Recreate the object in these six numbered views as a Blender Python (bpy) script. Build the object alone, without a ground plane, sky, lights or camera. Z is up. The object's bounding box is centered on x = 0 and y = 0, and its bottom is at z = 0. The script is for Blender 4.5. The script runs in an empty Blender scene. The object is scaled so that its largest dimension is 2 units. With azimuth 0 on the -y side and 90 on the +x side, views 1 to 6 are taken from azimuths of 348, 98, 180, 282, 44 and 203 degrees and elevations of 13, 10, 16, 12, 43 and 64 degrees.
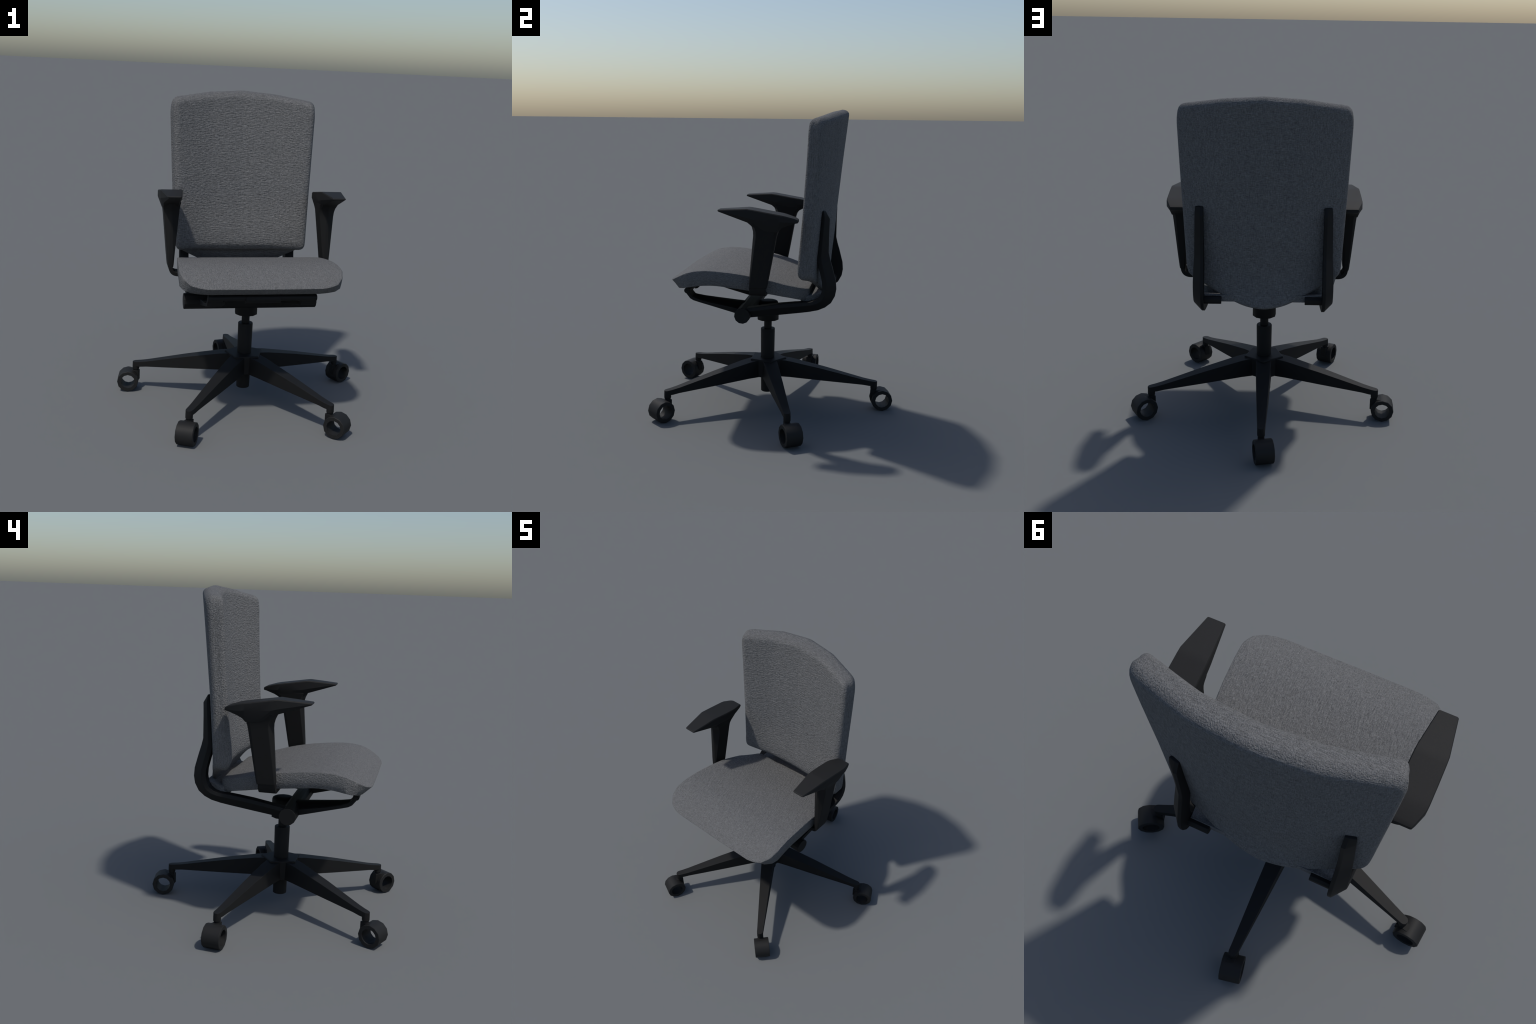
"""Swivel office chair: grey upholstered back and seat, black plastic arms and five-star base."""
import bpy, bmesh, math
from math import sin, cos, pi, radians, sqrt, hypot
from mathutils import Vector, Matrix

AXIS = Vector((-0.002, -0.069, 0.0))      # the column stands here


# ------------------------------------------------------------------ helpers
def lerp(a, b, t):
    return a + (b - a) * t


def table(x, pts):
    """piecewise linear profile"""
    if x <= pts[0][0]:
        return pts[0][1]
    for (x0, y0), (x1, y1) in zip(pts, pts[1:]):
        if x <= x1:
            return lerp(y0, y1, (x - x0) / (x1 - x0))
    return pts[-1][1]


def smooth_table(x, pts):
    """cubic (Catmull-Rom on uneven knots) profile"""
    n = len(pts)
    if x <= pts[0][0]:
        return pts[0][1]
    if x >= pts[-1][0]:
        return pts[-1][1]
    for i in range(n - 1):
        x0, y0 = pts[i]
        x1, y1 = pts[i + 1]
        if x <= x1:
            h = x1 - x0
            s = (y1 - y0) / h
            m0 = s if i == 0 else (y1 - pts[i - 1][1]) / (x1 - pts[i - 1][0])
            m1 = s if i == n - 2 else (pts[i + 2][1] - y0) / (pts[i + 2][0] - x0)
            t = (x - x0) / h
            return ((2 * t**3 - 3 * t**2 + 1) * y0 + (t**3 - 2 * t**2 + t) * h * m0
                    + (-2 * t**3 + 3 * t**2) * y1 + (t**3 - t**2) * h * m1)
    return pts[-1][1]


def add_object(name, verts, faces, mat, parent=None, angle=35, bevel=0.0, segments=2, matrix=None):
    me = bpy.data.meshes.new(name)
    me.from_pydata([tuple(v) for v in verts], [], faces)
    bm = bmesh.new()
    bm.from_mesh(me)
    bmesh.ops.remove_doubles(bm, verts=bm.verts, dist=1e-5)
    bmesh.ops.recalc_face_normals(bm, faces=bm.faces)
    if bevel:
        edges = [e for e in bm.edges if len(e.link_faces) == 2 and e.calc_face_angle(0) > radians(28)]
        bmesh.ops.bevel(bm, geom=edges, offset=bevel, segments=segments, profile=0.5,
                        affect='EDGES', clamp_overlap=True)
    bm.to_mesh(me)
    bm.free()
    me.materials.append(mat)
    me.shade_smooth()
    if bevel:
        soft = [Vector() for _ in me.vertices]        # area-weighted normals keep the broad faces flat
        for p in me.polygons:
            for v in p.vertices:
                soft[v] += p.normal * p.area
        me.normals_split_custom_set_from_vertices([v.normalized() for v in soft])
    else:
        me.set_sharp_from_angle(angle=radians(angle))
    ob = bpy.data.objects.new(name, me)
    bpy.context.scene.collection.objects.link(ob)
    if matrix is not None:
        ob.matrix_world = matrix
    if parent is not None:
        ob.parent = parent
    return ob


def loft(rings, closed=False, caps=True):
    """rings of equal count -> verts, faces"""
    n = len(rings[0])
    verts = [p for r in rings for p in r]
    faces = []
    m = len(rings)
    for i in range(m if closed else m - 1):
        a, b = i * n, ((i + 1) % m) * n
        for j in range(n):
            k = (j + 1) % n
            faces.append((a + j, a + k, b + k, b + j))
    if caps and not closed:
        faces.append(tuple(range(n - 1, -1, -1)))
        faces.append(tuple(range((m - 1) * n, m * n)))
    return verts, faces


def merge(*parts):
    verts, faces = [], []
    for v, f in parts:
        o = len(verts)
        verts += v
        faces += [tuple(i + o for i in q) for q in f]
    return verts, faces


def cylinder(profile, sides, phase=0.0, centre=AXIS):
    """lathe round a vertical line: profile = [(z, r)]"""
    rings = [[(centre[0] + r * cos(2 * pi * k / sides + phase), centre[1] + r * sin(2 * pi * k / sides + phase), z)
              for k in range(sides)] for z, r in profile]
    return loft(rings)


def rod(x0, x1, y, z, r, sides, phase=0.0):
    return loft([[(x, y + r * cos(2 * pi * k / sides + phase), z + r * sin(2 * pi * k / sides + phase))
                  for k in range(sides)] for x in (x0, x1)])


def mirror_x(vf):
    v, f = vf
    return [(-p[0], p[1], p[2]) for p in v], [tuple(reversed(q)) for q in f]


def round_path(pts, radii, steps=6):
    """2-D polyline with each corner replaced by an arc-like quadratic"""
    out = [pts[0]]
    for i in range(1, len(pts) - 1):
        p, a, b, r = Vector(pts[i]), Vector(pts[i - 1]), Vector(pts[i + 1]), radii[i - 1]
        if r <= 0:
            out.append(tuple(p))
            continue
        s, e = p + (a - p).normalized() * r, p + (b - p).normalized() * r
        for k in range(steps + 1):
            t = k / steps
            out.append(tuple(s * (1 - t) ** 2 + p * 2 * t * (1 - t) + e * t * t))
    out.append(pts[-1])
    return out


def round_loop(pts, radii, steps=5):
    n = len(pts)
    out = []
    for i in range(n):
        p, a, b, r = Vector(pts[i]), Vector(pts[i - 1]), Vector(pts[(i + 1) % n]), radii[i]
        if r <= 0:
            out.append(tuple(p))
            continue
        s, e = p + (a - p).normalized() * r, p + (b - p).normalized() * r
        for k in range(steps + 1):
            t = k / steps
            out.append(tuple(s * (1 - t) ** 2 + p * 2 * t * (1 - t) + e * t * t))
    return out


def resample(loop, n):
    """n points evenly along a closed 2-D loop, starting at loop[0]"""
    pts = [Vector(p) for p in loop] + [Vector(loop[0])]
    d = [0.0]
    for a, b in zip(pts, pts[1:]):
        d.append(d[-1] + (b - a).length)
    out, j = [], 0
    for i in range(n):
        s = d[-1] * i / n
        while d[j + 1] < s:
            j += 1
        seg = d[j + 1] - d[j]
        out.append(tuple(pts[j].lerp(pts[j + 1], (s - d[j]) / seg if seg else 0)))
    return out


# ---------------------------------------------------------------- materials
class Nodes:
    def __init__(self, name):
        self.mat = bpy.data.materials.new(name)
        self.mat.use_nodes = True
        self.t = self.mat.node_tree
        self.bsdf = self.t.nodes["Principled BSDF"]

    def new(self, kind, **inputs):
        n = self.t.nodes.new(kind)
        for k, v in inputs.items():
            if hasattr(n, k):
                setattr(n, k, v)
        return n

    def link(self, a, b):
        self.t.links.new(a, b)

    def math(self, op, a, b):
        n = self.new("ShaderNodeMath", operation=op)
        for s, v in zip(n.inputs, (a, b)):
            if isinstance(v, (int, float)):
                s.default_value = v
            else:
                self.link(v, s)
        return n.outputs[0]

    def noise(self, coord, scale_xyz, detail=2.0, rough=0.5):
        m = self.new("ShaderNodeMapping")
        m.inputs["Scale"].default_value = scale_xyz
        self.link(coord, m.inputs["Vector"])
        n = self.new("ShaderNodeTexNoise")
        n.inputs["Scale"].default_value = 1.0
        n.inputs["Detail"].default_value = detail
        n.inputs["Roughness"].default_value = rough
        self.link(m.outputs[0], n.inputs["Vector"])
        return n.outputs["Fac"]


def fabric(name, wrinkle, weft, warp, grain, dark, light, bump, rim=None):
    """woven wool: slubby threads along two directions, light and dark flecks, and a crepe of fine wrinkles"""
    g = Nodes(name)
    co = g.new("ShaderNodeTexCoord").outputs["Object"]
    w = g.noise(co, wrinkle, 2.0, 0.55)
    if rim:                                   # the crepe runs another way where the cover faces up
        w2 = g.noise(co, rim, 2.0, 0.55)
        sep = g.new("ShaderNodeSeparateXYZ")
        g.link(g.new("ShaderNodeNewGeometry").outputs["True Normal"], sep.inputs[0])
        up = g.new("ShaderNodeMapRange")
        up.inputs["From Min"].default_value, up.inputs["From Max"].default_value = 0.45, 0.75
        g.link(sep.outputs["Z"], up.inputs["Value"])
        mx = g.new("ShaderNodeMix")
        g.link(up.outputs[0], mx.inputs[0])
        g.link(w, mx.inputs[2])
        g.link(w2, mx.inputs[3])
        w = mx.outputs[0]
    a = g.noise(co, weft, 2.0, 0.6)
    b = g.noise(co, warp, 2.0, 0.6)
    c = g.noise(co, grain, 1.0, 0.6)
    thread = g.math('ADD', g.math('ADD', g.math('MULTIPLY', a, 0.42), g.math('MULTIPLY', b, 0.38)), g.math('MULTIPLY', c, 0.2))
    ramp = g.new("ShaderNodeValToRGB")
    ramp.color_ramp.elements[0].position = 0.36
    ramp.color_ramp.elements[0].color = (*dark, 1)
    ramp.color_ramp.elements[1].position = 0.64
    ramp.color_ramp.elements[1].color = (*light, 1)
    g.link(thread, ramp.inputs[0])
    g.link(ramp.outputs[0], g.bsdf.inputs["Base Color"])
    g.bsdf.inputs["Roughness"].default_value = 0.9
    g.bsdf.inputs["Specular IOR Level"].default_value = 0.2
    h = g.math('ADD', g.math('MULTIPLY', w, 0.62), g.math('MULTIPLY', thread, 0.38))
    bp = g.new("ShaderNodeBump")
    bp.inputs["Strength"].default_value = 1.0
    bp.inputs["Distance"].default_value = bump
    g.link(h, bp.inputs["Height"])
    g.link(bp.outputs[0], g.bsdf.inputs["Normal"])
    return g.mat


def plastic(name, colour, rough, spec=0.4):
    g = Nodes(name)
    co = g.new("ShaderNodeTexCoord").outputs["Object"]
    n = g.noise(co, (220, 220, 220), 2.0)
    ramp = g.new("ShaderNodeValToRGB")
    for e, k in zip(ramp.color_ramp.elements, (0.9, 1.1)):
        e.color = (*[c * k for c in colour], 1)
    ramp.color_ramp.elements[0].position, ramp.color_ramp.elements[1].position = 0.3, 0.7
    g.link(n, ramp.inputs[0])
    g.link(ramp.outputs[0], g.bsdf.inputs["Base Color"])
    g.bsdf.inputs["Roughness"].default_value = rough
    g.bsdf.inputs["Specular IOR Level"].default_value = spec
    bp = g.new("ShaderNodeBump")
    bp.inputs["Strength"].default_value = 0.15
    bp.inputs["Distance"].default_value = 0.001
    g.link(n, bp.inputs["Height"])
    g.link(bp.outputs[0], g.bsdf.inputs["Normal"])
    return g.mat


DARK, LIGHT = (0.074, 0.075, 0.076), (0.198, 0.199, 0.201)
BACK_FABRIC = fabric("grey_wool_back", (36, 130, 128), (40, 260, 300), (300, 260, 32), (420, 420, 420), DARK, LIGHT, 0.0125, (240, 150, 240))
SEAT_FABRIC = fabric("grey_wool_seat", (120, 95, 130), (60, 400, 400), (400, 60, 400), (520, 520, 520), DARK, LIGHT, 0.014, (135, 36, 135))
PLASTIC = plastic("black_plastic", (0.0105, 0.0105, 0.0105), 0.6, 0.18)
PAD_SKIN = plastic("soft_black_pad", (0.0148, 0.0148, 0.0149), 0.65, 0.2)
RUBBER = plastic("caster_rubber", (0.0150, 0.0150, 0.0150), 0.6, 0.2)

chair = bpy.data.objects.new("office_chair", None)
chair["label"] = "grey fabric office chair with black armrests on a five-wheel base"
chair["category"] = "office chair"
bpy.context.scene.collection.objects.link(chair)

# ---------------------------------------------------------------- five-star base
LEG_TOP = [(0.05, 0.328), (0.10, 0.3265), (0.39, 0.2685), (0.655, 0.208), (0.712, 0.198), (0.751, 0.194)]
LEG_LOW = [(0.05, 0.206), (0.17, 0.203), (0.40, 0.187), (0.655, 0.171), (0.700, 0.165), (0.751, 0.165)]
LEG_HALF = [(0.05, 0.050), (0.15, 0.047), (0.40, 0.037), (0.655, 0.0255), (0.72, 0.0225)]


def leg_mesh():
    """one arm of the star along +x: deep at the hub, a rounded nose with a downward socket"""
    rings = []
    for r in (0.05, 0.16, 0.39, 0.655, 0.70, 0.728, 0.7395, 0.748, 0.7515):
        h = table(r, LEG_HALF)
        if r > 0.728:
            h = sqrt(max(0.0225**2 - (r - 0.729) ** 2, 1e-6))
        t, b = table(r, LEG_TOP), table(r, LEG_LOW)
        rings.append([(r, -h * 0.97, t), (r, h * 0.97, t), (r, h, b), (r, -h, b)])
    body = loft(rings)
    socket = cylinder([(0.142, 0.0215), (0.147, 0.0225), (0.175, 0.0225)], 20, centre=(0.729, 0))
    return merge(body, socket)


def fork_mesh():
    """the caster's pin and the block that holds the wheel on its hub side"""
    pin = cylinder([(0.120, 0.0185), (0.1425, 0.0185)], 16, centre=(0.729, 0))
    side = [(0.7065, 0.066), (0.7065, 0.134), (0.7480, 0.134), (0.7760, 0.1385), (0.7760, 0.125), (0.7400, 0.100),
            (0.7300, 0.070), (0.7220, 0.058)]
    block = loft([[(x, y, z) for x, z in side] for y in (-0.0195, 0.0195)])
    return merge(pin, block)


WHEEL_R, HOLE_R, WHEEL_W = 0.070, 0.0465, 0.106


def wheel_mesh():
    """thick twelve-sided ring, axis along y, centred on its own axle"""
    rings = []
    w, b = WHEEL_W / 2, 0.0025
    for y, r in ((-w, HOLE_R), (-w, WHEEL_R - b), (-w + b, WHEEL_R), (w - b, WHEEL_R), (w, WHEEL_R - b), (w, HOLE_R)):
        rings.append([(r * sin(2 * pi * k / 12), y, r * cos(2 * pi * k / 12)) for k in range(12)])
    return loft(rings, closed=True)


leg_data = fork_data = wheel_data = None
for i in range(5):
    turn = Matrix.Translation(AXIS) @ Matrix.Rotation(radians(18 + 72 * i), 4, 'Z')
    at = turn @ Matrix.Translation((0.778, 0.015, WHEEL_R)) @ Matrix.Rotation(radians(12), 4, 'Z')
    if i == 0:
        leg = add_object("leg", *leg_mesh(), PLASTIC, chair, bevel=0.0015)
        fork = add_object("caster", *fork_mesh(), PLASTIC, chair, bevel=0.002)
        wheel = add_object("wheel", *wheel_mesh(), RUBBER, fork)
        leg_data, fork_data, wheel_data = leg.data, fork.data, wheel.data
    else:
        leg = bpy.data.objects.new("leg", leg_data)
        fork = bpy.data.objects.new("caster", fork_data)
        wheel = bpy.data.objects.new("wheel", wheel_data)
        for o in (leg, fork, wheel):
            bpy.context.scene.collection.objects.link(o)
        leg.parent = fork.parent = chair
        wheel.parent = fork
    leg.matrix_basis = turn
    fork.matrix_basis = turn
    wheel.matrix_basis = turn.inverted() @ at

# hub: pentagon whose flats show between the legs
hub = []
for z, a in ((0.206, 0.103), (0.324, 0.105), (0.328, 0.101)):
    R = a / cos(pi / 5)
    hub.append([(AXIS.x + R * cos(radians(18 + 72 * k)), AXIS.y + R * sin(radians(18 + 72 * k)), z) for k in range(5)])
add_object("hub", *loft(hub), PLASTIC, chair, bevel=0.002)

# gas column: lower casing, inner piston, collar under the seat
add_object("column", *cylinder([(0.086, 0.040), (0.089, 0.0435), (0.34, 0.0465), (0.526, 0.0485), (0.530, 0.0465)], 20),
           PLASTIC, chair)
add_object("piston", *cylinder([(0.50, 0.0262), (0.61, 0.0262)], 18), PLASTIC, chair)
add_object("collar", *cylinder([(0.592, 0.073), (0.594, 0.0745), (0.700, 0.0745), (0.714, 0.069), (0.722, 0.057),
                                (0.724, 0.03)], 10, phase=0.2), PLASTIC, chair, angle=40)

# ---------------------------------------------------------------- tilt mechanism
add_object("crossbar", *rod(-0.4245, 0.4265, -0.172, 0.711, 0.0505, 12, 0.12), PLASTIC, chair, angle=40, bevel=0.002)


def front_arm():
    """hook that rises from the crossbar to the rod under the front of the seat (right-hand one)"""
    low = [(-0.172, 0.690), (-0.243, 0.706), (-0.388, 0.744), (-0.470, 0.765), (-0.509, 0.776), (-0.530, 0.788), (-0.553, 0.817),
           (-0.563, 0.842)]
    high = [(-0.172, 0.727), (-0.243, 0.743), (-0.388, 0.768), (-0.455, 0.783), (-0.497, 0.797), (-0.514, 0.804), (-0.530, 0.824),
            (-0.535, 0.844)]
    rise = (0.029, 0.019, 0.010, 0.006, 0.003, 0.001, 0.0, 0.0)
    xo = 0.329
    rings = []
    for (y0, z0), (y1, z1), r in zip(low, high, rise):
        xi = table(y0, [(-0.52, 0.236), (-0.44, 0.200), (-0.17, 0.175)])
        ym, zm = lerp(y0, y1, 0.25), lerp(z0, z1, 0.25)           # the inner flange is shallower than the outer bar
        rings.append([(xi, y1, z1 + r), (xi + 0.35 * (xo - xi), y1, z1 + r), (xo - 0.038, y1, z1 - 0.004), (xo, y1, z1 - 0.002),
                      (xo, y0, z0), (0.238, y0, z0), (xi, ym, zm)])
    return loft(rings)


for s in (front_arm(), mirror_x(front_arm())):
    add_object("front_arm", *s, PLASTIC, chair, bevel=0.003)
add_object("front_rod", *merge(rod(-0.327, 0.327, -0.551, 0.838, 0.0195, 12)), PLASTIC, chair, angle=40, bevel=0.002)
add_object("rod_sleeve", *rod(-0.105, 0.105, -0.548, 0.834, 0.029, 12), PLASTIC, chair, angle=40, bevel=0.002)


def back_arm():
    """one long bent bar: from the crossbar back under the seat, up round a wide bend, tapering to a blade behind
    the backrest.  (y, z) of the outer and of the inner edge of the bend, walked together."""
    outer = [(-0.172, 0.681), (0.055, 0.712), (0.180, 0.730), (0.243, 0.740), (0.300, 0.753), (0.344, 0.773), (0.381, 0.803),
             (0.405, 0.848), (0.4125, 0.892), (0.4085, 0.943), (0.386, 1.027), (0.370, 1.080), (0.360, 1.122), (0.3605, 1.25), (0.3625, 1.334),
             (0.336, 1.381)]
    inner = [(-0.172, 0.751), (0.045, 0.789), (0.150, 0.802), (0.200, 0.807), (0.243, 0.811), (0.278, 0.820), (0.304, 0.838),
             (0.321, 0.868), (0.3275, 0.905), (0.325, 0.945), (0.309, 1.008), (0.299, 1.045), (0.292, 1.085), (0.303, 1.20), (0.314, 1.345),
             (0.319, 1.384)]
    rings = []
    for i, ((yo, zo), (yi, zi)) in enumerate(zip(outer, inner)):
        t = i / (len(outer) - 1)
        xin = 0.339
        xout = table(t, [(0, 0.405), (0.6, 0.403), (0.8, 0.396), (1, 0.386)])
        o, n = Vector((yo, zo)), Vector((yi, zi))
        m = o.lerp(n, table(t, [(0, 0.70), (0.5, 0.70), (0.7, 0.64), (0.94, 0.6), (1.0, 0.5)]))
        rings.append([(xin, o.x, o.y), (xin + 0.017, o.x, o.y), (xout, m.x, m.y), (xout - 0.006, n.x, n.y), (xin, n.x, n.y)])
    return loft(rings)


for s in (back_arm(), mirror_x(back_arm())):
    add_object("back_arm", *s, PLASTIC, chair, bevel=0.0025)
for s in (1, -1):
    add_object("back_stub", *loft([[(s * x, 0.350 + 0.021 * cos(a), 0.838 + 0.024 * sin(a)) for a in
                                    [pi / 8 + pi / 4 * k for k in range(8)]] for x in (0.240, 0.345)]), PLASTIC, chair, bevel=0.002)

# ---------------------------------------------------------------- seat
SEAT_TOP = [(-0.65, 0.915), (-0.62, 0.931), (-0.56, 0.964), (-0.50, 0.989), (-0.43, 1.001), (-0.37, 1.003), (-0.23, 0.992),
            (-0.12, 0.976), (0.0, 0.950), (0.15, 0.907), (0.21, 0.893), (0.26, 0.885)]
SEAT_LOW = [(-0.61, 0.864), (-0.58, 0.873), (-0.50, 0.894), (-0.43, 0.905), (-0.338, 0.908), (-0.25, 0.899), (-0.12, 0.882),
            (0.0, 0.862), (0.08, 0.846), (0.13, 0.834), (0.20, 0.817), (0.26, 0.811), (0.36, 0.812)]


def seat_mesh():
    half = [(0.0, -0.645), (0.335, -0.643), (0.385, -0.634), (0.436, -0.614), (0.478, -0.562), (0.492, -0.50), (0.489, -0.44),
            (0.479, -0.27), (0.459, -0.06), (0.426, 0.086), (0.358, 0.224), (0.338, 0.243)]
    loop = half + [(0.0, 0.243)] + [(-x, y) for x, y in reversed(half[1:])]
    loop = resample(loop, 220)
    c = Vector((0.0, -0.20))

    def ring(shrink, z_of, front_pull=0.0, scale=1.0):
        out = []
        for x, y in loop:
            d = Vector((x, y)) - c
            k = max(1 - shrink / d.length, 0) * scale
            p = c + d * k
            f = min(max((-y - 0.50) / 0.14, 0), 1)
            p.y += front_pull * f * scale
            p.x *= 1 - 0.16 * front_pull * f
            out.append((p.x, p.y, z_of(p.x, p.y)))
        return out
    top = lambda x, y: smooth_table(y, SEAT_TOP)
    low = lambda x, y: smooth_table(y, SEAT_LOW)
    rings = []
    for k in (0.02, 0.15, 0.3, 0.45, 0.6, 0.72, 0.82, 0.9, 0.95):
        rings.append(ring(0.012, top, 0, k))
    rings.append(ring(0.006, top))
    rings.append(ring(0.002, lambda x, y: top(x, y) - 0.001))
    rings.append(ring(0.000, lambda x, y: top(x, y) - 0.004))
    rings.append(ring(0.001, lambda x, y: lerp(top(x, y - 0.022), low(x, y + 0.022), 0.5), 0.022))
    rings.append(ring(0.004, lambda x, y: low(x, y) + 0.004, 0.042))
    rings.append(ring(0.008, low, 0.046))
    for k in (0.9, 0.7, 0.45, 0.2, 0.02):
        rings.append(ring(0.010, low, 0.046, k))
    return loft(rings)


add_object("seat", *seat_mesh(), SEAT_FABRIC, chair, angle=42)


def tail_mesh():
    """thin upholstered lip of the seat shell that reaches back to the stubs"""
    half = [(0.0, 0.19), (0.350, 0.19), (0.354, 0.235), (0.343, 0.28), (0.333, 0.343), (0.0, 0.343)]
    loop = half + [(-x, y) for x, y in reversed(half[1:-1])]
    rings = []
    for s, z in ((0.02, 0.857), (0.98, 0.857), (1.0, 0.854), (1.0, 0.822), (0.98, 0.816), (0.02, 0.816)):
        rings.append([(x * s, 0.26 + (y - 0.26) * s, z - 0.012 + 0.25 * max(y * s - 0.25, 0)) for x, y in loop])
    return loft(rings)


add_object("seat_tail", *tail_mesh(), SEAT_FABRIC, chair, angle=40)

# ---------------------------------------------------------------- backrest
BACK_REAR = [(0.76, 0.374), (0.82, 0.364), (0.86, 0.356), (0.92, 0.348), (1.0, 0.349), (1.10, 0.358), (1.20, 0.3695), (1.39, 0.385), (1.69, 0.415),
             (1.97, 0.446), (2.02, 0.452)]
FACETS = [(0.0, 0.0), (0.217, 0.217**2), (0.43, 0.43**2), (0.52, 0.52**2)]


def sag(x, z):
    """plan curve of the panel: a shallow arc that reads as a few broad facets"""
    x = abs(x)
    return table(z, [(0.95, 0.38), (1.2, 0.44), (1.7, 0.465), (2.0, 0.51)]) * lerp(x * x, table(x, FACETS), 0.75)


def y_rear(x, z):
    return table(z, BACK_REAR) - sag(x, z)


def y_front(x, z):
    """the front is flatter than the back, and swells to a lumbar pad low in the middle"""
    edge = table(z, [(0.90, 0.108), (1.0, 0.108), (1.08, 0.111), (1.17, 0.108), (1.35, 0.105), (1.6, 0.108), (1.85, 0.112), (2.0, 0.112)])
    mid = smooth_table(z, [(0.90, 0.114), (0.96, 0.121), (1.02, 0.126), (1.08, 0.125), (1.15, 0.120), (1.30, 0.114), (1.5, 0.116), (2.0, 0.114)])
    return y_rear(x, z) - lerp(mid, edge, min(1.0, (x / 0.41) ** 2))


def backrest_mesh():
    N = 240
    # half outlines, from the top middle round the right side to the bottom middle
    front = [(0.0, 1.993), (0.11, 1.987), (0.217, 1.979), (0.33, 1.961), (0.461, 1.942), (0.474, 1.87), (0.461, 1.50),
             (0.444, 1.02), (0.434, 0.950), (0.30, 0.948), (0.0, 0.937)]
    rear = [(0.0, 2.0005), (0.11, 1.992), (0.217, 1.985), (0.33, 1.967), (0.470, 1.946), (0.486, 1.88), (0.471, 1.50),
            (0.451, 1.06), (0.445, 0.968), (0.31, 0.893), (0.20, 0.836), (0.11, 0.797), (0.0, 0.779)]

    def outline(half, radii):
        loop = half + [(-x, z) for x, z in reversed(half[1:-1])]
        r = radii + list(reversed(radii[1:-1]))
        out = round_loop(loop, r)
        # start at the top middle and keep both outlines in step by splitting at the same landmarks
        return out

    fl = outline(front, [0.015, 0.015, 0.015, 0.015, 0.036, 0.05, 0.1, 0.05, 0.035, 0.05, 0.08])
    rl = outline(rear, [0.015, 0.015, 0.015, 0.015, 0.036, 0.05, 0.1, 0.04, 0.04, 0.04, 0.04, 0.04, 0.05])

    def spoke(loop, ang_n):
        """intersect rays from the panel's middle with the outline, so front and rear stay in step"""
        c = Vector((0.0, 1.45))
        res = []
        m = len(loop)
        for i in range(ang_n):
            a = pi / 2 - 2 * pi * i / ang_n
            d = Vector((cos(a) * 0.48, sin(a) * 0.60))
            best = None
            for j in range(m):
                p, q = Vector(loop[j]) - c, Vector(loop[(j + 1) % m]) - c
                e = q - p
                den = d.x * e.y - d.y * e.x
                if abs(den) < 1e-9:
                    continue
                t = (p.x * e.y - p.y * e.x) / den
                u = (p.x * d.y - p.y * d.x) / den
                if t > 0 and -1e-6 <= u <= 1 + 1e-6 and (best is None or t > best):
                    best = t
            res.append(c + d * best)
        return res
    F, R = spoke(fl, N), spoke(rl, N)
    c = Vector((0.0, 1.45))

    rings = []

    def surf(P, yf, depth=lambda p: 0.0):
        rings.append([(p.x, yf(p.x, p.y) + depth(p), p.y) for p in P])

    # width and depth of the two rounded rims: soft along the top, tighter down the sides
    def rim(P):
        return [0.022 + 0.028 * min(max((p.y - 0.97) / 0.10, 0), 1) - 0.012 * min(max((p.y - 1.82) / 0.13, 0), 1) for p in P]

    def inset_by(P, D, k):
        out = []
        for i, p in enumerate(P):
            t = (P[(i + 1) % N] - P[i - 1]).normalized()
            n = Vector((-t.y, t.x))
            if n.dot(c - p) < 0:
                n = -n
            out.append(p + n * D[i] * k)
        return out
    DF = rim(F)
    DR = [0.018 + 0.016 * min(max((p.y - 1.88) / 0.08, 0), 1) for p in R]
    base = inset_by(F, DF, 1.0)
    for k in (0.02, 0.12, 0.25, 0.38, 0.5, 0.62, 0.73, 0.83, 0.91, 0.96):
        surf([c + (p - c) * k for p in base], y_front)

    def low_extra(p):            # the lower front edge rolls back further than the rest
        return 0.022 * min(max((1.03 - p.y) / 0.09, 0), 1) ** 2
    for k in range(7):
        a = (k / 6) * pi / 2
        P = inset_by(F, DF, 1 - sin(a))
        rings.append([(p.x, y_front(p.x, p.y) + 1.05 * d * (1 - cos(a)) + low_extra(p), p.y) for p, d in zip(P, DF)])
    for k in range(1, 5):
        t = k / 5
        P = [f.lerp(r, t) for f, r in zip(F, R)]
        rings.append([(p.x, lerp(y_front(f.x, f.y) + 1.05 * d + low_extra(f), y_rear(r.x, r.y) - 1.4 * e, t), p.y)
                      for p, f, r, d, e in zip(P, F, R, DF, DR)])
    for k in range(6):
        a = (k / 5) * pi / 2
        P = inset_by(R, DR, 1 - cos(a))
        rings.append([(p.x, y_rear(p.x, p.y) - 1.4 * e * (1 - sin(a)), p.y) for p, e in zip(P, DR)])
    base = inset_by(R, DR, 1.0)
    for k in (0.96, 0.9, 0.8, 0.7, 0.58, 0.46, 0.34, 0.22, 0.1, 0.02):
        surf([c + (p - c) * k for p in base], y_rear)
    return loft(rings)


add_object("backrest", *backrest_mesh(), BACK_FABRIC, chair, angle=60, matrix=Matrix.Translation((-0.002, 0, 0)))


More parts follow.
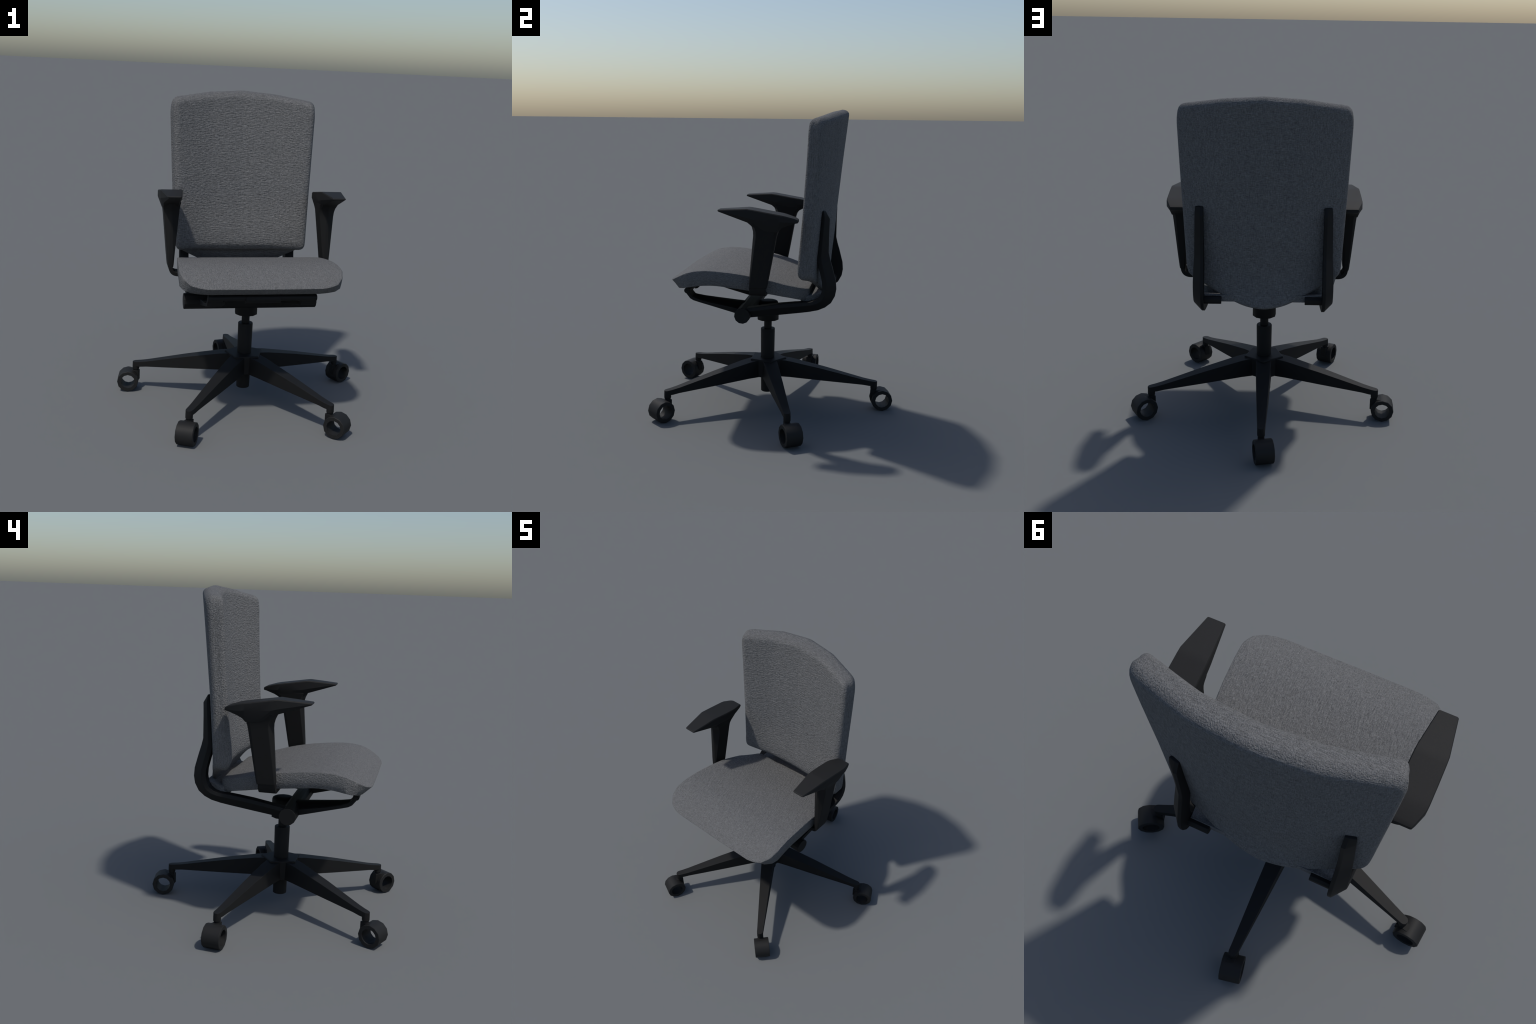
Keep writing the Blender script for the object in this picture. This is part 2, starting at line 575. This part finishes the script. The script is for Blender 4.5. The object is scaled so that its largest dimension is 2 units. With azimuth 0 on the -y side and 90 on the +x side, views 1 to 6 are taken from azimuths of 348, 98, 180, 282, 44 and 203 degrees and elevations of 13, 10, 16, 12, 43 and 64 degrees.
# ---------------------------------------------------------------- armrests (right-hand shapes, mirrored for the left)
def pad_mesh():
    #        y      inner  outer  top    rim    under  inset
    st = [(-0.304, 0.468, 0.543, 1.390, 1.388, 1.385, 0.004),
          (-0.300, 0.463, 0.548, 1.394, 1.387, 1.381, 0.008),
          (-0.119, 0.441, 0.574, 1.406, 1.352, 1.322, 0.018),
          (-0.085, 0.439, 0.575, 1.401, 1.343, 1.294, 0.022),
          (0.000, 0.437, 0.576, 1.387, 1.336, 1.270, 0.024),
          (0.062, 0.438, 0.576, 1.377, 1.333, 1.268, 0.024),
          (0.082, 0.439, 0.576, 1.374, 1.332, 1.288, 0.022),
          (0.110, 0.444, 0.574, 1.368, 1.330, 1.303, 0.018),
          (0.166, 0.462, 0.556, 1.352, 1.329, 1.321, 0.010),
          (0.184, 0.470, 0.548, 1.342, 1.330, 1.324, 0.006)]
    rings = []
    for y, xi, xo, zt, zr, zb, d in st:
        rings.append([(xi + .004, y, zt), (xo - .004, y, zt), (xo, y, zt - .006 if zt - .006 > zr else (zt + zr) / 2), (xo, y, zr), (xo - d, y, zb),
                      (xi + d, y, zb), (xi, y, zr), (xi, y, zt - .006 if zt - .006 > zr else (zt + zr) / 2)])
    return loft(rings)


def post_mesh():
    #       z      y front  y rear  x in   x out
    st = [(0.912, -0.112, -0.004, 0.4865, 0.5190),
          (0.930, -0.113, 0.000, 0.4840, 0.5215),
          (1.00, -0.109, 0.013, 0.478, 0.528),
          (1.235, -0.091, 0.054, 0.454, 0.547),
          (1.265, -0.092, 0.063, 0.452, 0.550),
          (1.288, -0.098, 0.080, 0.449, 0.555),
          (1.322, -0.114, 0.120, 0.444, 0.566)]
    rings = []
    for z, y0, y1, x0, x1 in st:
        w = x1 - x0
        t = min(max((z - 0.93) / 0.30, 0), 1)          # the front goes from a flat to a keel towards the top
        c, e = lerp(0.16, 0.44, t) * w, lerp(0.006, 0.024, t)
        r = 0.2 * w
        rings.append([(x0, y0 + e, z), (x0 + c, y0, z), (x1 - c, y0, z), (x1, y0 + e, z), (x1, y1 - r, z), (x1 - r, y1, z),
                      (x0 + r, y1, z), (x0, y1 - r, z)])
    return loft(rings)


def bracket_mesh():
    """flat J that carries the post from under the seat"""
    mid = round_path([(0.503, 0.930), (0.503, 0.866), (0.30, 0.868)], [0.052], 8)
    rings = []
    for i, p in enumerate(mid):
        a, b = Vector(mid[max(i - 1, 0)]), Vector(mid[min(i + 1, len(mid) - 1)])
        t = (b - a).normalized()
        n = Vector((-t.y, t.x)) * 0.0125
        y0, y1 = -0.113, -0.012
        P = Vector(p)
        rings.append([((P + n).x, y0, (P + n).y), ((P + n).x, y1, (P + n).y), ((P - n).x, y1, (P - n).y), ((P - n).x, y0, (P - n).y)])
    return loft(rings)


for flip in (False, True):
    f = mirror_x if flip else (lambda q: q)
    arm = add_object("armrest", *f(post_mesh()), PLASTIC, chair, bevel=0.003)
    add_object("arm_pad", *f(pad_mesh()), PAD_SKIN, arm, bevel=0.003)
    add_object("arm_bracket", *f(bracket_mesh()), PLASTIC, arm, bevel=0.003)
